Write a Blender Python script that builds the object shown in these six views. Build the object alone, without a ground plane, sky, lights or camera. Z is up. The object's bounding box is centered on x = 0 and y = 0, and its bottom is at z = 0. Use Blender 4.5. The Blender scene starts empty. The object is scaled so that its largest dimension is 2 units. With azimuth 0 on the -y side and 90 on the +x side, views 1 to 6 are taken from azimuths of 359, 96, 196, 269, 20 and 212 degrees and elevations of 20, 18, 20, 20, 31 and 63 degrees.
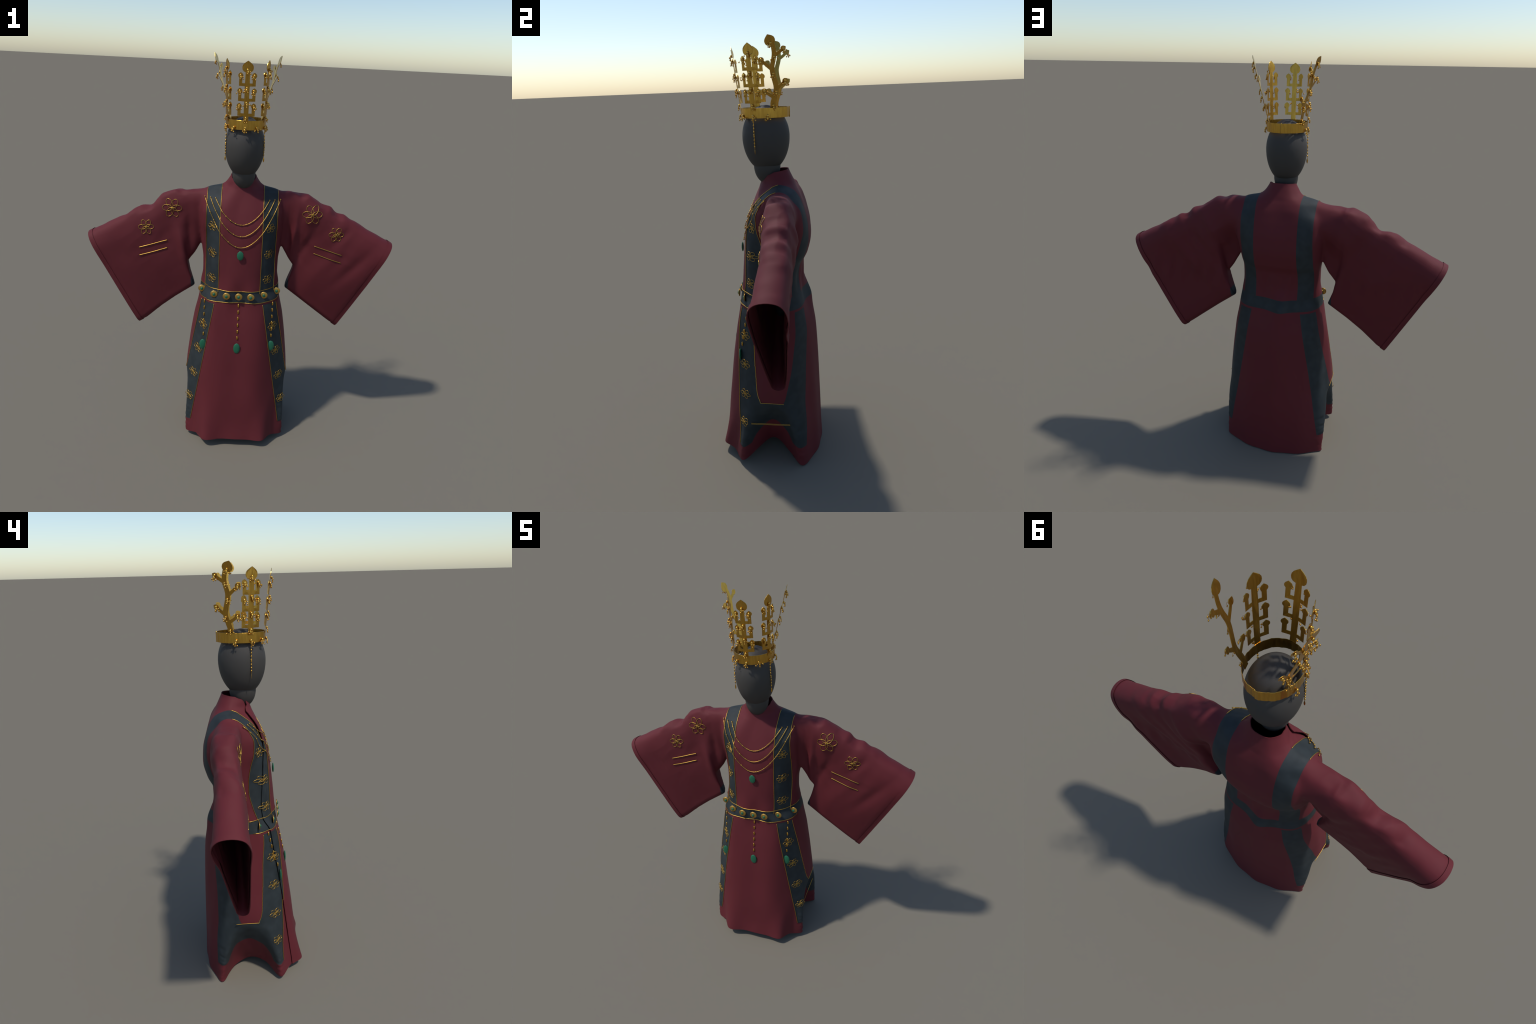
import bpy, bmesh, math, random
import numpy as np
from mathutils import Vector, Matrix, noise
from mathutils.bvhtree import BVHTree

random.seed(7)
RNG = np.random.default_rng(7)

# ------------------------------------------------------------------ materials
def new_mat(name):
    m = bpy.data.materials.new(name)
    m.use_nodes = True
    nt = m.node_tree
    return m, nt, nt.nodes["Principled BSDF"]

def cloth_material(name, col, col2, rough=0.8, patch_scale=9.0, sheen=0.0, amount=0.5):
    """woven cloth: soft large patches of a second tone plus a fine weave bump"""
    m, nt, b = new_mat(name)
    N, L = nt.nodes, nt.links
    tc = N.new("ShaderNodeTexCoord")
    n1 = N.new("ShaderNodeTexNoise"); n1.inputs["Scale"].default_value = patch_scale
    n1.inputs["Detail"].default_value = 3.0
    L.new(tc.outputs["Object"], n1.inputs["Vector"])
    r = N.new("ShaderNodeValToRGB")
    r.color_ramp.elements[0].position = 0.40; r.color_ramp.elements[0].color = (0, 0, 0, 1)
    r.color_ramp.elements[1].position = 0.70; r.color_ramp.elements[1].color = (amount,) * 3 + (1,)
    L.new(n1.outputs["Fac"], r.inputs["Fac"])
    mx = N.new("ShaderNodeMix"); mx.data_type = 'RGBA'
    mx.inputs["A"].default_value = (*col, 1); mx.inputs["B"].default_value = (*col2, 1)
    L.new(r.outputs["Color"], mx.inputs["Factor"])
    L.new(mx.outputs["Result"], b.inputs["Base Color"])
    b.inputs["Roughness"].default_value = rough
    b.inputs["Sheen Weight"].default_value = sheen
    b.inputs["Specular IOR Level"].default_value = 0.38
    b.inputs["Sheen Roughness"].default_value = 0.5
    w = N.new("ShaderNodeTexNoise"); w.inputs["Scale"].default_value = 420.0
    L.new(tc.outputs["Object"], w.inputs["Vector"])
    bp = N.new("ShaderNodeBump"); bp.inputs["Strength"].default_value = 0.12
    bp.inputs["Distance"].default_value = 0.002
    L.new(w.outputs["Fac"], bp.inputs["Height"])
    L.new(bp.outputs["Normal"], b.inputs["Normal"])
    return m

def metal_material(name, col, col2, rough, bump=0.25, scale=(60, 60, 14), metallic=1.0):
    m, nt, b = new_mat(name)
    N, L = nt.nodes, nt.links
    tc = N.new("ShaderNodeTexCoord")
    mp = N.new("ShaderNodeMapping"); mp.inputs["Scale"].default_value = scale
    L.new(tc.outputs["Object"], mp.inputs["Vector"])
    n1 = N.new("ShaderNodeTexNoise"); n1.inputs["Scale"].default_value = 1.0
    n1.inputs["Detail"].default_value = 2.0
    L.new(mp.outputs["Vector"], n1.inputs["Vector"])
    mx = N.new("ShaderNodeMix"); mx.data_type = 'RGBA'
    mx.inputs["A"].default_value = (*col, 1); mx.inputs["B"].default_value = (*col2, 1)
    L.new(n1.outputs["Fac"], mx.inputs["Factor"])
    L.new(mx.outputs["Result"], b.inputs["Base Color"])
    b.inputs["Metallic"].default_value = metallic
    b.inputs["Roughness"].default_value = rough
    bp = N.new("ShaderNodeBump"); bp.inputs["Strength"].default_value = bump
    bp.inputs["Distance"].default_value = 0.004
    L.new(n1.outputs["Fac"], bp.inputs["Height"])
    L.new(bp.outputs["Normal"], b.inputs["Normal"])
    return m

M_RED = cloth_material("maroon_cloth", (0.101, 0.0088, 0.0134), (0.092, 0.0078, 0.0120), 0.76, 7.0)
M_NAVY = cloth_material("slate_blue_cloth", (0.0138, 0.0192, 0.0212), (0.0205, 0.0272, 0.0300), 0.72, 26.0, 0.0, 1.0)
M_HEAD = cloth_material("charcoal_mannequin", (0.0500, 0.0455, 0.0405), (0.0470, 0.0430, 0.0380), 0.65, 5.0)
M_HEAD.node_tree.nodes["Principled BSDF"].inputs["Specular IOR Level"].default_value = 0.28
M_GOLD = metal_material("beaten_sheet_gold", (0.68, 0.40, 0.070), (0.40, 0.22, 0.040), 0.30, 0.38, (110, 110, 16))
M_DROP = metal_material("polished_gold", (0.70, 0.40, 0.080), (0.60, 0.33, 0.060), 0.25, 0.0, (40, 40, 40))
M_PLAQUE = metal_material("dull_gold", (0.60, 0.37, 0.095), (0.50, 0.30, 0.075), 0.45, 0.05, (50, 50, 50))
M_THREAD = metal_material("gold_thread", (0.58, 0.355, 0.080), (0.44, 0.26, 0.052), 0.40, 0.2, (300, 300, 300))
M_JADE = metal_material("green_jade", (0.0080, 0.106, 0.050), (0.0095, 0.118, 0.058), 0.45, 0.0, (30, 30, 30), 0.0)

# ------------------------------------------------------------------ helpers
ROOT = bpy.data.objects.new("robed_mannequin", None)
bpy.context.scene.collection.objects.link(ROOT)
ROOT["label"] = "headform in wide-sleeved maroon robe with tall gold branching crown"
ROOT["category"] = "costume"

def add_obj(name, me, parent=ROOT, mat=None, stuff=False):
    ob = bpy.data.objects.new(name, me)
    bpy.context.scene.collection.objects.link(ob)
    ob.parent = parent
    if mat and not me.materials:
        me.materials.append(mat)
    if stuff:
        ob["kind"] = "stuff"
    return ob

def smooth_mesh(me):
    me.polygons.foreach_set("use_smooth", [True] * len(me.polygons))

def mesh_from(name, V, F, smooth=True):
    me = bpy.data.meshes.new(name)
    me.from_pydata([tuple(v) for v in V], [], [tuple(f) for f in F])
    me.update()
    if smooth:
        smooth_mesh(me)
    return me

def hermite(xs, ys, x):
    """smooth interpolation through stations; ys may be (n,k)"""
    xs = np.asarray(xs, float); ys = np.asarray(ys, float)
    if ys.ndim == 1:
        ys = ys[:, None]
    d = np.diff(ys, axis=0) / np.diff(xs)[:, None]
    m = np.zeros_like(ys)
    m[1:-1] = np.where(d[:-1] * d[1:] > 0, 2 * d[:-1] * d[1:] / (d[:-1] + d[1:] + 1e-12 * np.sign(d[:-1] + d[1:] + 1e-15)), 0)
    m[0], m[-1] = d[0], d[-1]
    x = np.atleast_1d(x)
    i = np.clip(np.searchsorted(xs, x) - 1, 0, len(xs) - 2)
    h = xs[i + 1] - xs[i]
    t = np.clip((x - xs[i]) / h, 0, 1)[:, None]; h = h[:, None]
    return (ys[i] * (1 + 2 * t) * (1 - t) ** 2 + m[i] * h * t * (1 - t) ** 2 +
            ys[i + 1] * t * t * (3 - 2 * t) + m[i + 1] * h * t * t * (t - 1))

def closed_spline(P, n):
    """centripetal Catmull-Rom through closed control polygon, resampled to n points"""
    P = np.asarray(P, float); k = len(P); out = []
    for i in range(k):
        p0, p1, p2, p3 = P[i - 1], P[i], P[(i + 1) % k], P[(i + 2) % k]
        t0 = 0; t1 = t0 + np.linalg.norm(p1 - p0) ** .5 + 1e-6
        t2 = t1 + np.linalg.norm(p2 - p1) ** .5 + 1e-6; t3 = t2 + np.linalg.norm(p3 - p2) ** .5 + 1e-6
        for t in np.linspace(t1, t2, 12, endpoint=False):
            a1 = (t1 - t) / (t1 - t0) * p0 + (t - t0) / (t1 - t0) * p1
            a2 = (t2 - t) / (t2 - t1) * p1 + (t - t1) / (t2 - t1) * p2
            a3 = (t3 - t) / (t3 - t2) * p2 + (t - t2) / (t3 - t2) * p3
            b1 = (t2 - t) / (t2 - t0) * a1 + (t - t0) / (t2 - t0) * a2
            b2 = (t3 - t) / (t3 - t1) * a2 + (t - t1) / (t3 - t1) * a3
            out.append((t2 - t) / (t2 - t1) * b1 + (t - t1) / (t2 - t1) * b2)
    out = np.array(out)
    s = np.r_[0, np.cumsum(np.linalg.norm(np.diff(np.r_[out, out[:1]], axis=0), axis=1))]
    q = np.linspace(0, s[-1], n, endpoint=False)
    o2 = np.r_[out, out[:1]]
    return np.c_[np.interp(q, s, o2[:, 0]), np.interp(q, s, o2[:, 1])]

def loft_solid(rings):
    """closed solid from a list of equal-length closed rings"""
    n = len(rings[0]); V = []; F = []
    for r in rings:
        V += [tuple(p) for p in r]
    for j in range(len(rings) - 1):
        for i in range(n):
            a = j * n + i; b = j * n + (i + 1) % n
            F.append((a, b, b + n, a + n))
    c0 = len(V); V.append(tuple(np.mean(rings[0], axis=0)))
    c1 = len(V); V.append(tuple(np.mean(rings[-1], axis=0)))
    o = (len(rings) - 1) * n
    for i in range(n):
        F.append((c0, (i + 1) % n, i)); F.append((c1, o + i, o + (i + 1) % n))
    return V, F

def tube(points, r, closed=False, sides=6):
    """round wire through 3D points"""
    P = np.asarray(points, float); n = len(P)
    if closed:
        T = np.roll(P, -1, 0) - np.roll(P, 1, 0)
    else:
        T = np.gradient(P, axis=0)
    T /= np.linalg.norm(T, axis=1)[:, None] + 1e-12
    V, F = [], []
    up = np.array([0, 1.0, 0.02])
    for i in range(n):
        a = up - T[i] * (up @ T[i])
        if np.linalg.norm(a) < 1e-3:
            a = np.cross(T[i], [0, 0, 1.0])
        a /= np.linalg.norm(a); b = np.cross(T[i], a)
        for k in range(sides):
            w = 2 * math.pi * k / sides
            V.append(P[i] + r * (math.cos(w) * a + math.sin(w) * b))
    m = n if closed else n - 1
    for i in range(m):
        for k in range(sides):
            j = (i + 1) % n
            F.append((i * sides + k, i * sides + (k + 1) % sides, j * sides + (k + 1) % sides, j * sides + k))
    if not closed:
        F.append(tuple(range(sides))[::-1]); F.append(tuple((n - 1) * sides + k for k in range(sides)))
    return V, F

def ball(c, r, seg=10, rings=7):
    r = np.broadcast_to(np.asarray(r, float), 3)
    V = [(c[0], c[1], c[2] + r[2])]; F = []
    for j in range(1, rings):
        a = math.pi * j / rings
        for i in range(seg):
            w = 2 * math.pi * i / seg
            V.append((c[0] + r[0] * math.sin(a) * math.cos(w), c[1] + r[1] * math.sin(a) * math.sin(w), c[2] + r[2] * math.cos(a)))
    V.append((c[0], c[1], c[2] - r[2])); e = len(V) - 1
    for i in range(seg):
        F.append((0, 1 + i, 1 + (i + 1) % seg))
        F.append((e, e - seg + (i + 1) % seg, e - seg + i))
    for j in range(rings - 2):
        for i in range(seg):
            a = 1 + j * seg + i; b = 1 + j * seg + (i + 1) % seg
            F.append((a, a + seg, b + seg, b))
    return V, F

def join(parts):
    V, F = [], []
    for v, f in parts:
        o = len(V); V += [tuple(p) for p in v]; F += [tuple(i + o for i in q) for q in f]
    return V, F

def sstep(a, b, x):
    t = np.clip((np.asarray(x, float) - a) / (b - a), 0, 1)
    return t * t * (3 - 2 * t)

# ------------------------------------------------------------------ robe: body loft
# half section control points from front centre round the side to back centre: (x, y)
BODY = [
 (-0.06, [(0,-.260),(.080,-.250),(.160,-.258),(.206,-.205),(.276,-.138),(.180,-.062),(.085,.010),(.176,.095),(.272,.163),(.228,.197),(.130,.238),(0,.258)]),
 (0.02,  [(0,-.254),(.080,-.245),(.160,-.252),(.204,-.198),(.273,-.136),(.192,-.060),(.108,.010),(.188,.095),(.270,.160),(.225,.195),(.130,.236),(0,.256)]),
 (0.10,  [(0,-.240),(.080,-.234),(.160,-.231),(.215,-.176),(.273,-.130),(.207,-.058),(.152,.012),(.205,.090),(.273,.150),(.228,.190),(.130,.232),(0,.252)]),
 (0.24,  [(0,-.222),(.090,-.214),(.160,-.192),(.220,-.151),(.266,-.102),(.245,-.040),(.222,.018),(.248,.080),(.276,.120),(.236,.172),(.130,.225),(0,.248)]),
 (0.36,  [(0,-.204),(.090,-.197),(.162,-.170),(.213,-.137),(.260,-.074),(.275,-.030),(.279,.025),(.278,.068),(.268,.100),(.236,.152),(.130,.217),(0,.244)]),
 (0.53,  [(0,-.182),(.080,-.177),(.145,-.157),(.194,-.123),(.237,-.068),(.253,-.022),(.263,.030),(.262,.065),(.254,.096),(.222,.147),(.125,.206),(0,.238)]),
 (0.67,  [(0,-.159),(.070,-.155),(.128,-.143),(.177,-.110),(.213,-.066),(.230,-.020),(.241,.030),(.240,.062),(.232,.093),(.203,.143),(.125,.192),(0,.230)]),
 (0.80,  [(0,-.132),(.070,-.129),(.124,-.119),(.168,-.088),(.196,-.057),(.209,-.012),(.213,.030),(.209,.060),(.202,.092),(.170,.140),(.100,.174),(0,.203)]),
 (0.87,  [(0,-.126),(.060,-.121),(.106,-.104),(.143,-.078),(.178,-.037),(.198,-.004),(.206,.028),(.204,.055),(.196,.080),(.162,.125),(.100,.160),(0,.182)]),
 (0.93,  [(0,-.122),(.060,-.115),(.106,-.096),(.143,-.072),(.176,-.020),(.190,.004),(.196,.030),(.196,.055),(.190,.080),(.160,.123),(.100,.153),(0,.173)]),
 (1.00,  [(0,-.116),(.060,-.109),(.106,-.093),(.143,-.069),(.176,-.003),(.191,.014),(.197,.035),(.197,.060),(.192,.086),(.164,.130),(.100,.162),(0,.175)]),
 (1.055, [(0,-.111),(.060,-.104),(.106,-.090),(.143,-.065),(.178,.000),(.196,.018),(.204,.040),(.206,.070),(.200,.100),(.172,.152),(.100,.188),(0,.199)]),
 (1.13,  [(0,-.103),(.060,-.097),(.106,-.085),(.143,-.057),(.178,-.010),(.200,.014),(.209,.050),(.213,.085),(.210,.122),(.178,.170),(.100,.205),(0,.213)]),
 (1.19,  [(0,-.090),(.060,-.088),(.106,-.078),(.143,-.050),(.178,-.027),(.202,.002),(.214,.050),(.218,.090),(.216,.136),(.185,.179),(.100,.203),(0,.209)]),
 (1.25,  [(0,-.069),(.060,-.066),(.106,-.057),(.143,-.044),(.178,-.030),(.204,.004),(.216,.055),(.218,.090),(.215,.136),(.182,.176),(.100,.192),(0,.193)]),
 (1.285, [(0,-.055),(.060,-.052),(.106,-.042),(.143,-.030),(.178,-.015),(.202,.014),(.214,.060),(.216,.090),(.212,.130),(.178,.167),(.100,.182),(0,.181)]),
 (1.318, [(0,-.041),(.060,-.036),(.106,-.019),(.143,-.008),(.178,.004),(.200,.030),(.210,.066),(.210,.090),(.202,.112),(.166,.145),(.100,.170),(0,.169)]),
 (1.348, [(0,-.028),(.055,-.018),(.106,.017),(.143,.026),(.172,.036),(.190,.052),(.198,.074),(.197,.088),(.188,.104),(.152,.128),(.094,.152),(0,.155)]),
 (1.362, [(0,-.022),(.048,-.010),(.094,.030),(.122,.044),(.148,.056),(.166,.066),(.174,.077),(.170,.088),(.158,.098),(.128,.118),(.080,.142),(0,.147)]),
 (1.378, [(0,-.013),(.042,-.003),(.072,.028),(.088,.048),(.098,.062),(.104,.069),(.107,.077),(.105,.085),(.101,.094),(.088,.110),(.058,.132),(0,.140)]),
 (1.405, [(0,-.003),(.035,.003),(.058,.022),(.070,.040),(.076,.056),(.078,.062),(.079,.068),(.078,.075),(.076,.083),(.066,.100),(.042,.120),(0,.127)]),
 (1.44,  [(0,.006),(.028,.010),(.046,.024),(.056,.040),(.060,.054),(.062,.059),(.062,.064),(.062,.070),(.060,.076),(.052,.090),(.034,.107),(0,.113)]),
 (1.50,  [(0,.010),(.026,.014),(.043,.026),(.053,.040),(.058,.054),(.060,.059),(.060,.064),(.060,.069),(.058,.074),(.050,.088),(.032,.102),(0,.108)]),
]
NB = 180
zs = np.array([s[0] for s in BODY])
ctrl = np.array([np.array(s[1]).ravel() for s in BODY])
body_rings = []
for z in np.unique(np.r_[np.linspace(-.06, 1.34, 130), np.linspace(1.34, 1.50, 40)]):
    c = hermite(zs, ctrl, z)[0].reshape(-1, 2)
    cl = c.copy()
    g = float(sstep(.30, .05, z))
    cl[5:8, 0] += g * np.array([-.022, .018, -.030])       # the left side fold is rounder
    full = np.r_[c, (cl[1:-1] * [-1, 1])[::-1]]
    ring = closed_spline(full, NB)
    body_rings.append(np.c_[ring, np.full(NB, z)])
# asymmetries: a soft ridge down the small of the back
for r in body_rings:
    x, y, z = r.T
    back = (y > .1)
    amp = .016 * np.exp(-((z - .83) / .07) ** 2)
    hip = .011 * np.exp(-((z - .80) / .16) ** 2) * sstep(.04, .14, x) * sstep(.02, .10, y)
    tuck = .011 * np.exp(-((z - .48) / .20) ** 2) * sstep(.06, .16, -x) * sstep(.02, .10, y)
    hip = hip - tuck
    r[:, 0] += hip + 2 * tuck; r[:, 1] += hip * .8
    r[:, 1] += back * amp * (np.exp(-((x + .03) / .035) ** 2) - .5 * np.exp(-((x - .05) / .05) ** 2))

# ------------------------------------------------------------------ robe: sleeve lofts
# station: top (x,z), bottom (x,z), then front / back depth y at t = 0.1, 0.35, 0.65, 0.9 down the section, end y top, bottom
TK = np.array([.12, .35, .65, .90])
SLEEVE = {
 +1: [
  ((.100,1.325),(.130,1.120), (.03,.02,.03,.04), (.12,.13,.13,.11), .070, .075),
  ((.190,1.352),(.205,1.075), (.030,.024,.034,.045), (.135,.158,.118,.090), .070, .075),
  ((.257,1.355),(.248,1.000), (.026,.028,.046,.056), (.140,.152,.102,.086), .072, .074),
  ((.320,1.337),(.283,.948), (.022,.024,.040,.052), (.144,.156,.112,.090), .078, .072),
  ((.385,1.315),(.268,.890), (.020,.018,.042,.052), (.147,.160,.138,.112), .082, .070),
  ((.440,1.277),(.243,.822), (.024,.024,.044,.052), (.147,.156,.136,.118), .085, .070),
  ((.560,1.220),(.334,.755), (.024,.017,.024,.042), (.147,.138,.118,.108), .088, .070),
  ((.662,1.167),(.420,.689), (.016,.009,.016,.040), (.146,.130,.110,.104), .085, .074),
  ((.750,1.122),(.501,.627), (.008,.004,.022,.044), (.145,.140,.124,.112), .080, .078),
  ((.796,1.098),(.541,.600), (.003,.010,.030,.050), (.142,.137,.128,.116), .076, .080),
  ((.820,1.083),(.562,.585), (.003,.010,.030,.050), (.142,.137,.128,.116), .076, .080)],
 -1: [
  ((.100,1.325),(.130,1.120), (.03,.02,.03,.04), (.12,.13,.13,.11), .070, .075),
  ((.190,1.350),(.205,1.075), (.032,.026,.036,.048), (.135,.158,.118,.094), .070, .080),
  ((.262,1.340),(.245,1.000), (.028,.026,.034,.046), (.140,.150,.104,.090), .074, .078),
  ((.330,1.343),(.280,.955), (.030,.026,.026,.036), (.144,.154,.108,.088), .080, .070),
  ((.398,1.309),(.268,.898), (.033,.028,.022,.030), (.144,.146,.118,.094), .082, .060),
  ((.470,1.262),(.241,.824), (.028,.026,.024,.030), (.136,.132,.108,.084), .080, .046),
  ((.590,1.207),(.342,.755), (.013,.008,.014,.026), (.129,.129,.104,.074), .070, .042),
  ((.680,1.159),(.420,.695), (.006,.002,.008,.020), (.131,.125,.098,.068), .066, .038),
  ((.752,1.120),(.501,.623), (.000,-.002,.004,.012), (.135,.118,.092,.066), .064, .036),
  ((.795,1.098),(.540,.600), (-.004,.000,.004,.010), (.136,.110,.086,.066), .062, .036),
  ((.819,1.084),(.561,.586), (-.004,.000,.004,.010), (.136,.110,.086,.066), .062, .036)],
}
def sleeve_rings(side):
    st = SLEEVE[side]
    flat = np.array([[*a, *b, *f, *k, yt, yb] for a, b, f, k, yt, yb in st])
    s = np.r_[0, np.cumsum(np.linalg.norm(np.diff((flat[:, :2] + flat[:, 2:4]) / 2, axis=0), axis=1) + .01)]
    s /= s[-1]
    rings = []
    for q in np.linspace(0, 1, 80):
        v = hermite(s, flat, q)[0]
        v[2] = np.interp(q, s, flat[:, 2]); v[3] = np.interp(q, s, flat[:, 3])
        A = np.array([v[0] + .001, v[1] - .001]); B = np.array([v[2], v[3]])
        yf = v[4:8]; yk = v[8:12]; yt, yb = v[12], v[13]
        # section polygon in (t, y): top end, front side, bottom end, back side
        poly = [(0.0, yt)] + [(.026, yt + (yf[0] - yt) * .66)] + list(zip(TK, yf)) + [(.975, yb + (yf[3] - yb) * .7)] + [(1.0, yb)] \
             + [(.975, yb + (yk[3] - yb) * .7)] + list(zip(TK[::-1], yk[::-1])) + [(.026, yt + (yk[0] - yt) * .66)]
        ln = np.linalg.norm(B - A)
        pp = np.array(poly) * [ln, 1]
        c = closed_spline(pp, 120) / [ln, 1]
        P = A[None] + (B - A)[None] * c[:, :1]
        rings.append(np.c_[side * P[:, 0], c[:, 1], P[:, 1]])
    return rings

parts = [loft_solid(body_rings)] + [loft_solid(sleeve_rings(s)) for s in (1, -1)]
V, F = join(parts)
me0 = mesh_from("robe_solid", V, F)
bm = bmesh.new(); bm.from_mesh(me0)
for isl in range(1):
    bmesh.ops.recalc_face_normals(bm, faces=bm.faces)
bm.to_mesh(me0); bm.free()
tmp = bpy.data.objects.new("robe_solid", me0)
bpy.context.scene.collection.objects.link(tmp)
md = tmp.modifiers.new("r", 'REMESH'); md.mode = 'VOXEL'; md.voxel_size = 0.0052; md.adaptivity = 0.0
dg = bpy.context.evaluated_depsgraph_get()
ev = tmp.evaluated_get(dg)
me1 = bpy.data.meshes.new_from_object(ev)
bpy.data.objects.remove(tmp); bpy.data.meshes.remove(me0)

# ---- Taubin smoothing of the unified surface
co = np.empty(len(me1.vertices) * 3); me1.vertices.foreach_get("co", co); co = co.reshape(-1, 3)
ed = np.empty(len(me1.edges) * 2, int); me1.edges.foreach_get("vertices", ed); ed = ed.reshape(-1, 2)
deg = np.bincount(ed.ravel(), minlength=len(co)).astype(float)[:, None]
def lap(c):
    s = np.zeros_like(c)
    for k in range(3):
        s[:, k] = np.bincount(ed[:, 0], c[ed[:, 1], k], len(c)) + np.bincount(ed[:, 1], c[ed[:, 0], k], len(c))
    return s / deg - c
for it in range(8):
    co += .6 * lap(co); co += -.61 * lap(co)
# extra softening where the sleeves grow out of the body
wj = (np.exp(-((np.abs(co[:, 0]) - .21) / .035) ** 2) * sstep(1.08, 1.16, co[:, 2]))[:, None]
for it in range(24):
    co += .5 * wj * lap(co)

# ---- folds and ripples, along the vertex normals
me1.vertices.foreach_set("co", co.ravel()); me1.update()
nr = np.empty(len(co) * 3); me1.vertices.foreach_get("normal", nr); nr = nr.reshape(-1, 3)
ax = np.abs(co[:, 0])
sl = sstep(.22, .30, ax) * sstep(.84, .76, ax)
def fold(px, pz, ang, width, length, amp, side, ysign):
    """a soft ridge on one face of a sleeve, centred at (px,pz), running at ang degrees in the x-z plane"""
    dx = co[:, 0] * side - px; dz = co[:, 2] - pz
    c, s = math.cos(math.radians(ang)), math.sin(math.radians(ang))
    along = dx * c + dz * s; across = -dx * s + dz * c
    face = sstep(-.1, .5, nr[:, 1] * ysign)
    return amp * np.exp(-(across / width) ** 2 - (along / length) ** 2) * face * sstep(.21, .27, co[:, 0] * side)
disp = np.zeros(len(co))
# front faces
disp += fold(.275, 1.13, 86, .016, .11, .015, 1, -1) - fold(.330, 1.06, 64, .026, .10, .012, 1, -1) - fold(.235, 1.17, 88, .014, .09, .010, 1, -1)
disp += fold(.60, .97, 48, .03, .14, -.007, 1, -1) + fold(.42, .93, 60, .05, .10, .005, 1, -1)
disp += fold(.52, 1.13, 45, .022, .06, -.006, 1, -1) + fold(.37, 1.24, 40, .03, .05, .006, 1, -1)
disp += fold(.305, 1.03, 80, .018, .09, .008, -1, -1) - fold(.270, 1.12, 86, .022, .10, .010, -1, -1)
disp += fold(.62, 1.03, 60, .04, .10, -.004, -1, -1) + fold(.42, .95, 60, .05, .10, .004, -1, -1)
# back faces
disp += fold(.33, 1.18, 55, .022, .14, .008, 1, 1) + fold(.48, 1.02, 50, .03, .20, .006, 1, 1) - fold(.40, 1.10, 52, .025, .16, .007, 1, 1)
disp += fold(.36, 1.12, 50, .03, .14, -.006, -1, 1) + fold(.50, 1.00, 42, .035, .16, .005, -1, 1) + fold(.29, 1.2, 75, .02, .08, .006, -1, 1)
# bumps along the shoulder / sleeve top
u = ax
top = sstep(.35, .85, nr[:, 2]) * sl
# loose wrinkles running from the shoulder towards the cuff edge (stretched, ridged noise)
def wrinkle(p):
    s_ = 1 if p[0] > 0 else -1
    q = p[0] * s_; al = .80 * q - .60 * p[2]; ac = .60 * q + .80 * p[2]
    n1 = noise.noise(Vector((al * 6 + 3 * s_, p[1] * 10, ac * 17)))
    n2 = noise.noise(Vector((al * 19, p[1] * 9 + 5 * s_, ac * 8 + 4)))
    return (.5 - abs(n1)) * .7 + 1.0 * n2 - .2
nz = np.zeros(len(co))
for i in np.nonzero(sl > 0)[0]:
    nz[i] = wrinkle(co[i])
calm = 1 - .85 * sstep(.48, .70, ax)
disp += (top * .013 + sl * .0042 * sstep(.80, 1.12, co[:, 2])) * nz * calm
# crumpled free edges at the four lower corners of the skirt
cor = sstep(.36, .10, co[:, 2]) * np.maximum(np.exp(-((co[:, 1] + .130) / .022) ** 2), np.exp(-((co[:, 1] - .155) / .022) ** 2)) * sstep(.20, .26, ax)
for i in np.nonzero(cor > .02)[0]:
    disp[i] += cor[i] * .0034 * noise.noise(Vector((co[i][0] * 14, co[i][1] * 14, co[i][2] * 62)))
# gentle pleats on the front of the skirt
fr = sstep(-.06, -.14, co[:, 1]) * sstep(.95, .75, co[:, 2])
disp += fr * (.0045 * np.cos((co[:, 0] - .105) * 28) - .005 * sstep(.34, .10, co[:, 2]) + .004 * sstep(-.05, -.14, co[:, 0]) * sstep(.70, .30, co[:, 2]))
bk = sstep(.08, .16, co[:, 1]) * sstep(.80, .40, co[:, 2]) * sstep(.27, .22, ax)
disp += bk * .002 * np.cos(co[:, 0] * 46 + .6)
bw = sstep(.08, .13, co[:, 1]) * np.exp(-((co[:, 2] - .94) / .06) ** 2)
disp += bw * .003 * np.sin(co[:, 0] * 85 + co[:, 2] * 14)
bz = sstep(-.06, -.10, co[:, 1]) * np.exp(-((co[:, 2] - .84) / .08) ** 2)
disp += bz * .0035 * np.cos((co[:, 0] - .072) * 52)
co += nr * disp[:, None]
me1.vertices.foreach_set("co", co.ravel()); me1.update()

# ------------------------------------------------------------------ cut the surface into regions
bm = bmesh.new(); bm.from_mesh(me1); bpy.data.meshes.remove(me1)

def cut(f, where=None):
    """insert edges along f = 0 (f: function of Vector), limited to vertices passing `where`"""
    bm.verts.ensure_lookup_table()
    val = {}
    for v in bm.verts:
        if where is None or where(v.co):
            x = f(v.co)
            val[v] = 0.0 if abs(x) < 1e-5 else x
    new = [v for v, x in val.items() if x == 0.0]
    for e in [e for e in bm.edges]:
        a, b = e.verts
        if a in val and b in val and val[a] * val[b] < 0:
            t = val[a] / (val[a] - val[b])
            t = min(max(t, .02), .98)
            _, nv = bmesh.utils.edge_split(e, a, t)
            new.append(nv)
    bmesh.ops.connect_verts(bm, verts=new)

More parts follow.
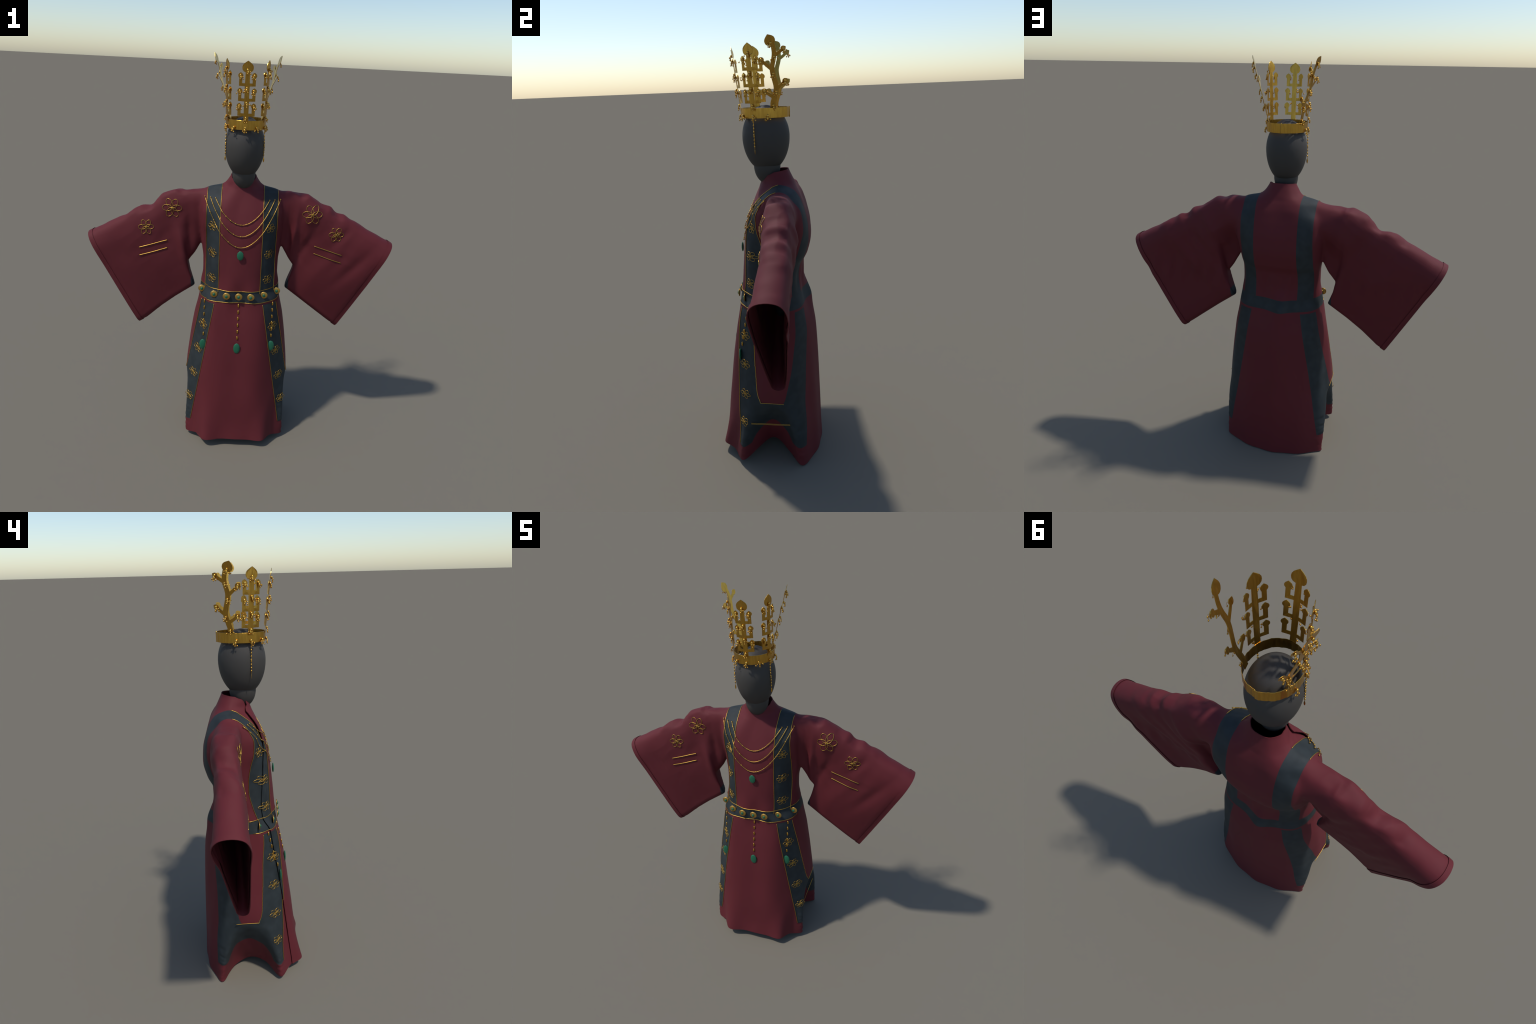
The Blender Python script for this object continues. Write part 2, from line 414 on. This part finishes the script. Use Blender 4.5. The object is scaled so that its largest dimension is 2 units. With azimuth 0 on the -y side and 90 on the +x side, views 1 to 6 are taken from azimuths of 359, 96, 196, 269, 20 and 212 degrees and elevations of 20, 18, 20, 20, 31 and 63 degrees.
COLLAR = ([-.10, -.02, -.005, .010, .03, .05, .08, .12, .3], [1.372, 1.375, 1.384, 1.400, 1.418, 1.429, 1.434, 1.438, 1.438])
def collar_z(p):
    return float(np.interp(p.y, *COLLAR)) + .014 * float(sstep(.012, .045, abs(p.x)) * sstep(.035, .0, p.y))
def hem_z(p):
    y = p.y; x = abs(p.x)
    front = .044 - .022 * float(sstep(.17, .27, x))
    back = .002
    side = (.030 if p.x < 0 else .048) * math.exp(-((y - .01) / .085) ** 2)
    w = float(sstep(-.17, .10, y))
    return front * (1 - w) + back * w + side
# cuff end planes
CE = {s: (Vector((s * .795, 0, 1.095)), Vector((s * .542, 0, .600))) for s in (1, -1)}
def cuff_d(p, s):
    a, b = CE[s]
    d = (b - a).normalized(); n = Vector((s * abs(d.z), 0, -abs(d.x)))   # outward, across the opening
    return (p - a).dot(n)

cut(lambda p: p.z - collar_z(p), lambda p: p.z > 1.34 and abs(p.x) < .13)
cut(lambda p: p.z - hem_z(p), lambda p: p.z < .2)
for s in (1, -1):
    cut(lambda p: cuff_d(p, s), lambda p: p.x * s > .4)
dead = []
for f in bm.faces:
    c = f.calc_center_median()
    if (c.z > 1.34 and abs(c.x) < .13 and c.z > collar_z(c)) or (c.z < .2 and c.z < hem_z(c)) or \
       any(c.x * s > .4 and cuff_d(c, s) > 0 for s in (1, -1)):
        dead.append(f)
bmesh.ops.delete(bm, geom=dead, context='FACES')

# colour borders
ST_IN, ST_OUT = .106, .178
BELT_T, BELT_B, SKIRT_T = .868, .808, .797
def low_in(z):  return .124 + .168 * (.797 - z)
def low_out(z): return .193 + .190 * (.797 - z)
SIDE_Z = .36
torso = lambda p: abs(p.x) < .24 and p.z > .80
for k in (ST_IN, ST_OUT):
    cut(lambda p: abs(p.x) - k, lambda p: abs(p.x) < .205 and p.z > BELT_T - .03)
cut(lambda p: p.z - BELT_T, lambda p: abs(p.x) < .30 and .7 < p.z < .95)
cut(lambda p: p.z - BELT_B, lambda p: abs(p.x) < .30 and .7 < p.z < .95)
cut(lambda p: p.z - SKIRT_T, lambda p: abs(p.x) < .24 and .7 < p.z < .95)
cut(lambda p: abs(p.x) - low_in(p.z), lambda p: p.z < SKIRT_T + .01)
cut(lambda p: abs(p.x) - low_out(p.z), lambda p: SIDE_Z - .01 < p.z < SKIRT_T + .01 and abs(p.x) < .32)
cut(lambda p: p.z - SIDE_Z, lambda p: p.z < .5 and abs(p.x) > .2)
HEMB = .092
cut(lambda p: p.z - (hem_z(p) + HEMB * (.82 if p.y < 0 else 1.1)), lambda p: p.z < .3 and abs(p.x) > .1)
for s in (1, -1):
    cut(lambda p: cuff_d(p, s) + .024, lambda p: p.x * s > .4)
# wrap-over edge of the front panel
SLIT_Z = [-.1, .04, .25, .40, .55, .70, .82, .93, 1.05, 1.13, 1.196, 1.242, 1.325, 1.358, 1.385, 1.5]
SLIT_X = [-.200, -.198, -.192, -.186, -.178, -.171, -.164, -.156, -.146, -.134, -.118, -.102, -.086, -.074, -.048, -.04]
def slit_x(z): return float(np.interp(z, SLIT_Z, SLIT_X))
def on_front_side(p): return p.y < (-.095 if p.z < .45 else .05)
cut(lambda p: p.x - slit_x(p.z), lambda p: on_front_side(p) and -.26 < p.x < .02)

bm.faces.ensure_lookup_table(); bm.verts.ensure_lookup_table()
bm.normal_update()
slit_edges = [e for e in bm.edges if all(on_front_side(v.co) and abs(v.co.x - slit_x(v.co.z)) < 2e-4 and v.co.z < 1.42 for v in e.verts)]

def region(c):
    """name of the part a face belongs to, from its centre"""
    a = abs(c.x)
    for s in (1, -1):
        if c.x * s > .4 and cuff_d(c, s) > -.024:
            return ("cuff", s)
    if BELT_B < c.z < BELT_T and a < .262:
        return ("belt", 0)
    if a > .30 and c.z > .45 or (a > .205 and c.z > .93) :
        return ("sleeve", 1 if c.x > 0 else -1)
    if .24 < a and .62 < c.z < .96:
        return ("sleeve", 1 if c.x > 0 else -1)
    if c.z >= BELT_T:
        return ("stripe", 0) if ST_IN < a < ST_OUT + 1e-6 else ("robe", 0)
    if c.z < SKIRT_T:
        hb = hem_z(c) + HEMB * (.82 if c.y < 0 else 1.1)
        if c.z < hb:
            return ("robe", 0)
        if a > low_in(c.z) and (c.z < SIDE_Z or a < low_out(c.z)):
            return ("stripe", 0)
    return ("robe", 0)

fl = [f.index for f in bm.faces]
reg = {}
for f in bm.faces:
    reg[f] = region(f.calc_center_median())
right = {f: None for f in bm.faces}
# ---- the under layer that shows in the wrap slit
under = []
for f in bm.faces:
    c = f.calc_center_median()
    if on_front_side(c) and 0 < c.x - slit_x(c.z) < .035 and c.z < 1.40:
        under.append([(v.co - v.normal * .0035) for v in f.verts] + [reg[f]])
UNDER = under
bm.normal_update()
bmesh.ops.split_edges(bm, edges=slit_edges)
bm.normal_update()
# lift the free edge of the panel off the layer below
lift = []
for v in bm.verts:
    if on_front_side(v.co) and v.co.z < 1.42:
        dx = v.co.x - slit_x(v.co.z)
        side_right = any((f.calc_center_median().x - slit_x(f.calc_center_median().z)) > 0 for f in v.link_faces)
        if side_right and -.001 <= dx < .09 and v.co.x < .05:
            k = .0075 * (1 - float(sstep(0, .09, dx))) * (1 + .5 * float(sstep(1.18, 1.3, v.co.z)))
            lift.append((v, k))
nrm = {v: v.normal.copy() for v, _ in lift}
for v, k in lift:
    n = nrm[v]; v.co += Vector((n.x * .3, n.y, n.z)) * k
bm.normal_update()
bmesh.ops.triangulate(bm, faces=[f for f in bm.faces if len(f.verts) > 4])
bm.normal_update()
bm.verts.index_update(); bm.verts.ensure_lookup_table()

# ---- arrays of the whole robe
RV = np.array([v.co[:] for v in bm.verts]); RN = np.array([v.normal[:] for v in bm.verts])
for v in bm.verts:
    pass
FACES = []; REG = []
for f in bm.faces:
    FACES.append([v.index for v in f.verts]); REG.append(region(f.calc_center_median()))
BND = [(e.verts[0].index, e.verts[1].index, e.link_faces[0].index) for e in bm.edges if e.is_boundary]
bm.faces.index_update()
fidx = {f: i for i, f in enumerate(bm.faces)}
BND = []
for e in bm.edges:
    if e.is_boundary:
        l = e.link_loops[0]
        BND.append((l.vert.index, l.link_loop_next.vert.index, fidx[l.face]))
ROBE_BVH = BVHTree.FromPolygons([tuple(v) for v in RV], FACES)
bm.free()

TH = .0030
nV = len(RV)
cuffmask = np.zeros(nV)
ALLV = np.r_[RV, RV - RN * TH]
ALLN = np.r_[RN, -RN]
def build_region(name, keys, mat, parent, puff=0.0):
    fs = [i for i, r in enumerate(REG) if r in keys]
    fset = set(fs)
    F = [FACES[i] for i in fs] + [[j + nV for j in FACES[i][::-1]] for i in fs]
    flat_from = len(F)
    F += [[b, a, a + nV, b + nV] for a, b, f in BND if f in fset]
    used = sorted({j for f in F for j in f})
    mp = {j: k for k, j in enumerate(used)}
    P = ALLV[used].copy()
    if puff:
        P += np.r_[RN, RN][used] * puff
    me = mesh_from(name, P, [[mp[j] for j in f] for f in F])
    nn = ALLN[used]
    # loop normals: whole-robe normals on cloth, flat on the cut rims
    ln = []
    for pi, p in enumerate(me.polygons):
        for li in p.loop_indices:
            if pi < flat_from:
                ln.append(tuple(nn[me.loops[li].vertex_index]))
            else:
                ln.append(tuple(p.normal))
    me.normals_split_custom_set(ln)
    return add_obj(name, me, parent, mat)

ROBE = build_region("robe", {("robe", 0)}, M_RED, ROOT)
for s in (1, -1):
    sv = build_region("sleeve", {("sleeve", s)}, M_RED, ROBE)
    build_region("cuff", {("cuff", s)}, M_RED, ROBE, .0030)
BELT = build_region("belt", {("belt", 0)}, M_NAVY, ROOT)
build_region("stripe", {("stripe", 0)}, M_NAVY, ROBE)
# under layer
for key, mat in (("robe", M_RED), ("stripe", M_NAVY), ("belt", M_NAVY)):
    V, F = [], []
    for u_ in UNDER:
        if u_[-1][0] == key:
            o = len(V); V += [tuple(p) for p in u_[:-1]]; F.append(tuple(range(o, o + len(u_) - 1)))
    if F:
        me = mesh_from("wrap_underlay", V, F)
        b2 = bmesh.new(); b2.from_mesh(me); bmesh.ops.remove_doubles(b2, verts=b2.verts, dist=1e-5)
        b2.normal_update()
        lower = {v: b2.verts.new(v.co - v.normal * .0012) for v in list(b2.verts)}
        for f in list(b2.faces):
            b2.faces.new([lower[v] for v in reversed(f.verts)])
        b2.to_mesh(me); b2.free()
        smooth_mesh(me)
        add_obj("wrap_underlay", me, ROBE, mat)

# ------------------------------------------------------------------ projecting ornament onto the robe
def front_y(x, z):
    h = ROBE_BVH.ray_cast(Vector((x, -1.0, z)), Vector((0, 1, 0)), 2.0)
    return h[0], h[1]
def on_front(x, z, off=.0015):
    p, n = front_y(x, z)
    if p is None:
        return None
    return np.array([x, p.y - off, z]) if n.y > -.35 else np.array(p[:]) + np.array(n[:]) * off
def drape(pts, off=.0015):
    out = []
    for x, z in pts:
        q = on_front(x, z, off)
        if q is not None:
            out.append(q)
    return np.array(out)
def dense(pts, step=.004):
    pts = np.array(pts, float); o = [pts[0]]
    for a, b in zip(pts[:-1], pts[1:]):
        n = max(1, int(np.linalg.norm(b - a) / step))
        for i in range(1, n + 1):
            o.append(a + (b - a) * i / n)
    return np.array(o)

def wire_obj(name, plist, r, parent, mat=M_THREAD, closed=False):
    V, F = join([tube(p, r, closed) for p in plist])
    return add_obj(name, mesh_from(name, V, F), parent, mat)

# stripe trims: over the shoulder from above, then down the front
def top_drape(x, y0, y1):
    o = []
    for y in np.linspace(y0, y1, 14):
        h = ROBE_BVH.ray_cast(Vector((x, y, 1.6)), Vector((0, 0, -1)), 1.0)
        if h[0] is not None and h[0].z > 1.2:
            o.append(np.array(h[0][:]) + np.array(h[1][:]) * .0012)
    return o
for s in (1, -1):
    for k, ye in ((ST_IN, .070), (ST_OUT, .064)):
        t = top_drape(s * k, ye, .012)
        zt = t[-1][2] - .003
        line = np.r_[np.array(t), drape(dense([(s * k, zt), (s * k, .852)]))]
        wire_obj("gold_trim", [line], .0015, ROBE)
    wire_obj("gold_trim", [drape(dense([(s * low_in(z), z) for z in np.linspace(.795, .106, 30)]))], .0015, ROBE)
    lo = drape(dense([(s * low_out(z), z) for z in np.linspace(.795, .375, 24)]))
    y0 = min(lo[-1][1], -.02)
    lo = lo[lo[:, 1] <= y0 + 1e-6]
    end = np.array([[s * .2785, y0 + .004, .362], [s * .2795, .025, .361], [s * .278, .079, .357]])
    wire_obj("gold_trim", [np.r_[lo, dense(end)]], .0015, ROBE)
for z in (BELT_T, BELT_B):
    wire_obj("gold_trim", [drape(dense([(-.207, z), (.207, z)]), .0016)], .0018, BELT)

# sleeve bars
for s in (1, -1):
    for z0, z1 in ((1.079, 1.039), (1.037, .996)):
        wire_obj("gold_bar", [drape(dense([(s * .384, z0), (s * .528, z1)]), .002)], .0021, ROBE)

# embroidered flowers: six looped petals and a centre bead
def flower(x, z, R, r=.0012, parent=None):
    parts = []
    for k in range(6):
        a = k * math.pi / 3 + .02
        pts = []
        for w in np.linspace(0, 2 * math.pi, 34, endpoint=False):
            l = R * .5 * (1 - math.cos(w)); q = R * .31 * math.sin(w)
            pts.append((x + l * math.cos(a) - q * math.sin(a), z + l * math.sin(a) + q * math.cos(a)))
        d = drape(pts, .0016 + .0004 * (k % 2))
        if len(d) > 8:
            # thread cannot stretch: keep depth near the flower's own depth
            y0 = on_front(x, z)[1]
            d[:, 1] = np.clip(d[:, 1], y0 - .05, y0 + (.05 if z > .3 else .022))
            parts.append(tube(d, r, True))
    c = on_front(x, z, .002)
    parts.append(ball(c, (R * .06 + .001, .002, R * .06 + .001)))
    V, F = join(parts)
    add_obj("embroidered_flower", mesh_from("embroidered_flower", V, F), parent or ROBE, M_THREAD)
for s in (1, -1):
    flower(s * .358, 1.251, .050, .0011)
    flower(s * .4905, 1.148, .0385, .0011)
    for x, z in ((.1435, 1.190), (.1425, 1.056), (.1425, .922)):
        flower(s * x, z, .0235, .00095)
    for x, z in ((.1805, .671), (.2045, .530), (.228, .3825), (.249, .239)):
        flower(s * x, z, .0235, .00095)
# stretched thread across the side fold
wire_obj("gold_trim", [dense([(.266, -.085, .240), (.268, .112, .2385), (.268, .112, .2335), (.264, -.085, .2335)])], .0011, ROBE)

# belt plaques with green cabochons (all face the front)
def dome(c, r, depth, seg=28, rings=7):
    V = []; F = []
    prof = [(0, 0)]
    for j in range(rings + 1):
        a = j / rings * math.pi / 2
        prof.append((r * math.sin(a) if j else 0, depth * math.cos(a)))
    prof = [(r * math.sin(j / rings * math.pi / 2), -depth * math.cos(j / rings * math.pi / 2)) for j in range(rings + 1)] + [(r * .98, depth * .35), (0, depth * .5)]
    for q, (rad, dy) in enumerate(prof):
        for i in range(seg):
            w = 2 * math.pi * i / seg
            V.append((c[0] + rad * math.cos(w), c[1] + dy, c[2] + rad * math.sin(w)))
    for j in range(len(prof) - 1):
        for i in range(seg):
            a = j * seg + i; b = j * seg + (i + 1) % seg
            F.append((a, b, b + seg, a + seg))
    return V, F
def solid_obj(name, VF, parent, mat):
    me = mesh_from(name, *VF)
    b = bmesh.new(); b.from_mesh(me)
    bmesh.ops.remove_doubles(b, verts=b.verts, dist=1e-6)
    bmesh.ops.recalc_face_normals(b, faces=b.faces); b.to_mesh(me); b.free(); smooth_mesh(me)
    return add_obj(name, me, parent, mat)
for x, y in ((-.1955, -.047), (-.127, -.115), (-.0625, -.138), (0, -.140), (.0615, -.141), (.1285, -.106), (.1965, -.042)):
    y += .0015
    pl = solid_obj("belt_plaque", dome((x, y, .845), .0190, .0042), BELT, M_PLAQUE)
    solid_obj("green_cabochon", ball((x, y - .0050, .8445), (.0074, .0042, .0086), 16, 10), pl, M_JADE)

# strings of beads with green drops hanging from the belt
for x in (0, .175, -.175):
    for k in range(6):
        z = .791 - .0336 * k
        q = on_front(x, z, .0025)
        solid_obj("gold_bead", ball(q, (.0047, .0042, .0112), 12, 9), BELT, M_DROP)
    q = on_front(x, .568, .005)
    solid_obj("green_pendant", ball(q, (.0172, .0055, .0295), 24, 16), BELT, M_JADE)

# three swags of necklace
NECK = None
for xe, ze, zc, nb in ((.134, 1.320, 1.209, 13), (.160, 1.321, 1.154, 13), (.1875, 1.321, 1.099, 14)):
    xs_ = np.linspace(-xe, xe, 90)
    pts = [(x, zc + (ze - zc) * (abs(x) / xe) ** 1.95) for x in xs_]
    d = drape(pts, .0045)
    for _ in range(6):   # the chain bridges small hollows
        d[1:-1, 1] = np.minimum(d[1:-1, 1], .5 * (d[:-2, 1] + d[2:, 1]) + .0006)
    cob = wire_obj("necklace_chain", [d], .0016, NECK or ROOT)
    NECK = NECK or cob
    s = np.r_[0, np.cumsum(np.linalg.norm(np.diff(d, axis=0), axis=1))]
    bl = []
    for q in np.linspace(0, s[-1], nb + 2):
        p = [np.interp(q, s, d[:, k]) for k in range(3)]
        bl.append(ball(p, .0034, 8, 6))
    V, F = join(bl)
    add_obj("necklace_bead", mesh_from("necklace_bead", V, F), NECK, M_THREAD, stuff=True)
solid_obj("green_pendant", ball((0, -.121, 1.061), (.0165, .0050, .0240), 24, 16), NECK, M_JADE)

# ------------------------------------------------------------------ head and neck
def revolve(rings, seg=64):
    V = []; F = []
    for (cx, cy, z, rx, ry) in rings:
        for i in range(seg):
            w = 2 * math.pi * i / seg
            V.append((cx + rx * math.cos(w), cy + ry * math.sin(w), z))
    for j in range(len(rings) - 1):
        for i in range(seg):
            a = j * seg + i; b = j * seg + (i + 1) % seg
            F.append((a, b, b + seg, a + seg))
    F.append(tuple(range(seg))[::-1]); F.append(tuple((len(rings) - 1) * seg + i for i in range(seg)))
    return V, F
HC = (0, .0140, 1.585)
rings = []
for a in np.linspace(-math.pi / 2 + .04, math.pi / 2 - .04, 48):
    c, s = math.cos(a), math.sin(a)
    rz = .137 if s > 0 else .160
    rings.append((0, HC[1], HC[2] + rz * s, .0970 * c, .1080 * c))
solid_obj("head", revolve(rings), ROOT, M_HEAD)
rings = []
for a in np.linspace(-math.pi / 2 + .06, 0, 24):
    rings.append((0, .0145, 1.453 + .085 * math.sin(a), .0580 * math.cos(a), .0615 * math.cos(a)))
rings += [(0, .0145, 1.470, .058, .0615), (0, .0145, 1.500, .050, .053)]
solid_obj("neck", revolve(rings), ROOT, M_HEAD)

# ------------------------------------------------------------------ crown
BC = np.array([0, .0137]); BRX, BRY = .0950, .1083
def band_pt(phi, z=0.0, out=0.0):
    """phi: degrees from the front, positive towards +x"""
    a = math.radians(phi)
    return np.array([(BRX + out) * math.sin(a), BC[1] - (BRY + out) * math.cos(a), z])
def band_frame(phi):
    a = math.radians(phi)
    n = np.array([math.sin(a) / BRX, -math.cos(a) / BRY, 0]); n /= np.linalg.norm(n)
    t = np.array([-n[1], n[0], 0])
    return t, n
ph = np.linspace(180.5, 180 + 359, 97) - 360
V = []; F = []
zr = [1.6690, 1.6700, 1.6900, 1.7110, 1.7120]
prof = [(-.0005, zr[0]), (0.0, zr[0] + .0006), (.0002, zr[2]), (0, zr[4] - .0006), (-.0005, zr[4]), (-.0015, zr[4]), (-.0015, zr[2]), (-.0015, zr[0])]
for i, p in enumerate(ph):
    dent = .0007 * math.sin(p * .21) + .0005 * math.sin(p * .47 + 1) + .0003 * math.sin(p * .83)
    spread = .0035 * max(0, 1 - (360 + p - 180.5) / 26) if i < 12 else 0
    for o, z in prof:
        V.append(band_pt(p, z, o + dent + spread))
k = len(prof)
for i in range(len(ph) - 1):
    for j in range(k):
        F.append((i * k + j, i * k + (j + 1) % k, (i + 1) * k + (j + 1) % k, (i + 1) * k + j))
F.append(tuple(range(k))); F.append(tuple((len(ph) - 1) * k + j for j in range(k))[::-1])
CROWN = solid_obj("crown", (V, F), ROOT, M_GOLD)
CROWN.data.set_sharp_from_angle(angle=math.radians(20))
# back clasp
t, n = band_frame(180)
V, F = [], []
solid_obj("crown_clasp", tube([band_pt(181, z, .0015) for z in np.linspace(1.667, 1.714, 6)], .0022), CROWN, M_GOLD)

def knob(w, h):
    """spade-shaped finial outline from left neck over the tip to the right neck (u,h)"""
    R = [(.20, 0), (.36, .07), (.47, .22), (.50, .40), (.47, .57), (.37, .72), (.20, .86), (0, 1.0)]
    return [(u * w, v * h) for u, v in R]

def tree_outline():
    B = [(.020, .0395), (.087, .0390), (.154, .0375)]   # bar bottom, arm reach
    right = [(.0118, -.012)]
    for b, a in B:
        right += [(.0112, b), (a, b), (a, b + .036)]
        kb = b + .036; cx = a - .007
        kn = knob(.0235, .0240)
        right += [(cx + u, kb + v) for u, v in kn[1:]] + [(cx - u, kb + v) for u, v in kn[1:-1][::-1]]
        right += [(a - .0145, kb), (a - .0145, b + .0135), (.0108, b + .0135)]
    right += [(.0098, .214)]
    kn = knob(.051, .050)
    right += [(u, .214 + v) for u, v in kn[1:]]
    left = [(-u, v) for u, v in right[:-1]][::-1]
    return right + left

def plate(name, outline, base, t, up, n, th, mat, parent, bend=0.0, curl=4.5):
    """flat sheet cut to an outline (u,h), standing on the band"""
    b = bmesh.new()
    def P(u, h, o):
        return Vector(base + t * u + up * h + n * (o + bend * h * h - curl * u * u))
    vf = [b.verts.new(P(u, h, th / 2)) for u, h in outline]
    f = b.faces.new(vf)
    r = bmesh.ops.extrude_face_region(b, geom=[f])
    vs = [g for g in r["geom"] if isinstance(g, bmesh.types.BMVert)]
    bmesh.ops.translate(b, vec=Vector(n * -th), verts=vs)
    bmesh.ops.recalc_face_normals(b, faces=b.faces)
    bmesh.ops.triangulate(b, faces=[f for f in b.faces if len(f.verts) > 4], ngon_method='EAR_CLIP')
    me = bpy.data.meshes.new(name); b.to_mesh(me); b.free()
    return add_obj(name, me, parent, mat)

# --- spangles: a domed boss with a hanging leaf and small discs on wires
def spangle_mesh(seed):
    rg = random.Random(seed)
    parts = [ball((0, .003, 0), (.0052, .0040, .0056), 10, 7)]
    sx = rg.uniform(-.003, .003)
    parts.append(ball((sx, .0062, -.0095), (.0036, .0026, .0070), 8, 6))
    for q in range(4):
        ang = math.radians(rg.uniform(-75, 75)); ln = rg.uniform(.011, .0185)
        e = np.array([math.sin(ang) * ln, .004 + rg.uniform(0, .005), -math.cos(ang) * ln * .9 - .002])
        parts.append(tube([(0, .004, -.001), (e * [.6, 1.2, .5]), e], .0005, False, 4))
        a = rg.uniform(0, 3.14)
        parts.append(ball(e, (.0030, .0014 + .0012 * abs(math.sin(a)), .0031), 8, 6))
    V, F = join(parts)
    me = mesh_from("gold_spangle", V, F); me.materials.append(M_DROP)
    return me
SP = [spangle_mesh(k) for k in range(6)]
NSP = [0]
def spangle(pos, n, scale=1.0, parent=CROWN):
    scale *= 1.12
    n = np.array(n, float); n[2] = 0; n /= np.linalg.norm(n)
    ob = bpy.data.objects.new("gold_spangle", SP[NSP[0] % 6]); NSP[0] += 1
    bpy.context.scene.collection.objects.link(ob); ob.parent = parent
    x = np.array([n[1], -n[0], 0])
    ob.matrix_world = Matrix(((x[0] * scale, n[0] * scale, 0, pos[0]), (x[1] * scale, n[1] * scale, 0, pos[1]), (0, 0, scale, pos[2]), (0, 0, 0, 1)))

TO = tree_outline()
def tree(phi, tip):
    base = band_pt(phi, 1.712, .0012); t, n = band_frame(phi)
    up = np.array(tip) - base; L = np.linalg.norm(up); up /= L
    nn = np.cross(t, up); nn /= np.linalg.norm(nn)
    if nn @ n < 0: nn = -nn
    k = L / .264
    ob = plate("crown_branch", [(u, h * k) for u, h in TO], base, t, up, nn, .0016, M_GOLD, CROWN)
    at = lambda u, h: base + t * u + up * h * k + nn * (.0012 - 4.5 * u * u)
    for h in (.012, .080, .146, .224):
        spangle(at(0, h), nn, 1.0)
    for b, a in ((.020, .0325), (.087, .032), (.154, .0305)):
        for s in (1, -1):
            spangle(at(s * a, b + .046), nn, .95)
tree(0, (.002, -.126, 1.970))
tree(67, (.098, -.0405, 1.977))
tree(-67, (-.0945, -.042, 1.977))

def strip_outline(path, w0, w1, tip=None):
    """ribbon outline around a 2D path"""
    P = np.array(path, float)
    for _ in range(2):    # corner cutting keeps the branch fluid
        Q = [P[0]]
        for a, b in zip(P[:-1], P[1:]):
            Q += [a * .75 + b * .25, a * .25 + b * .75]
        P = np.array(Q + [P[-1]])
    T = np.gradient(P, axis=0); T /= np.linalg.norm(T, axis=1)[:, None]
    N = np.c_[-T[:, 1], T[:, 0]]
    w = np.linspace(w0, w1, len(P))[:, None] / 2
    return [tuple(p) for p in P + N * w] + [tuple(p) for p in (P - N * w)[::-1]]
def knob_at(c, ang, w, h):
    """finial outline with its neck at c pointing along ang (degrees)"""
    k = knob(w, h); pts = k + [(-u, v) for u, v in k[:-1][::-1]]
    a = math.radians(ang - 90); ca, sa = math.cos(a), math.sin(a)
    return [(c[0] + u * ca - v * sa, c[1] + u * sa + v * ca) for u, v in pts]
# antler layout in its own sheet plane: u towards the back, h up the sheet
STEM = [(-.0065, -.014), (-.0049, .0086), (-.0034, .0243), (.0074, .0550), (.0149, .0831), (.0077, .1159), (.0002, .1480), (-.0002, .1731), (.0099, .2056), (.0120, .2299), (.0080, .2540), (.0035, .2690)]
TWIGS = [((.0125, .0775), (.0620, .1155)), ((.0010, .0445), (-.0470, .0800)), ((-.0030, .1620), (-.0520, .2090)), ((.0120, .2140), (.0600, .2445))]
def antler(s):
    base = np.array([s * .0755, .0625, 1.712])
    up = np.array([s * .2559, 0, .9667])
    t = np.array([-s * .2056, .9771, .0544])
    n = np.cross(t, up); n = n if n[0] * s > 0 else -n
    n /= np.linalg.norm(n)
    cv = (.035, 1.2)
    A = plate("crown_antler", strip_outline(STEM, .0240, .0175), base, t, up, n, .0024, M_GOLD, CROWN, *cv)
    plate("antler_finial", knob_at((.0020, .2570), 110, .0450, .0440), base, t, up, n, .0018, M_GOLD, A, *cv)
    at = lambda q, o=.0012: base + t * q[0] + up * q[1] + n * (o + cv[0] * q[1] ** 2 - cv[1] * q[0] ** 2)
    for a, b in TWIGS:
        a, b = np.array(a), np.array(b); d = (b - a)
        th = math.degrees(math.atan2(d[1], d[0]))
        L = np.linalg.norm(d); e = d / L
        bow = np.array([0, -.002])
        plate("antler_twig", strip_outline([a, a + d * .45 + bow, a + e * (L - .014)], .0160, .0110), base, t, up, n, .0020, M_GOLD, A, *cv)
        plate("antler_finial", knob_at(tuple(a + e * (L - .0215)), th, .0230, .0235), base, t, up, n, .0014, M_GOLD, A, *cv)
        spangle(at(b - e * .011), n, 1.0)
    for q in ((-.004, .010), (.012, .068), (.0025, .143), (.010, .210), (-.002, .264)):
        spangle(at(q), n, .95)
antler(1); antler(-1)

# spangles along the lower edge of the band
for phi in (0, 33, -33, 67, -67, 101, -101):
    t, n = band_frame(phi)
    spangle(band_pt(phi, 1.6790, .0008), n, 1.05)

# side strings of fine beads with a leaf at the end
for s in (1, -1):
    b0 = band_pt(s * 67, 1.668, .003)
    e = np.array([s * .0925, -.0275, 1.536])
    pts = [b0 + (e - b0) * q for q in np.linspace(0, 1, 20)]
    # keep clear of the head form
    for p in pts:
        zz = (p[2] - HC[2]) / (.137 if p[2] > HC[2] else .160)
        rr = math.sqrt(max(0, 1 - zz * zz)); yy = (p[1] - HC[1]) / .108
        xs_ = .097 * math.sqrt(max(0, rr * rr - yy * yy)) + .0030
        p[0] = s * max(abs(p[0]), xs_)
    ch = wire_obj("pendant_string", [np.array(pts)], .0011, CROWN, M_DROP)
    L = np.linspace(0, 1, 11)
    V, F = join([ball(pts[min(19, int(round(q * 19)))], (.0037, .0037, .0038), 8, 6) for q in L[:-1]])
    add_obj("string_bead", mesh_from("string_bead", V, F), ch, M_DROP, stuff=True)
    c = np.array(pts[-1]) + [0, 0, -.010]
    solid_obj("leaf_drop", ball(c, (.0036, .0012, .0120), 10, 8), ch, M_DROP)
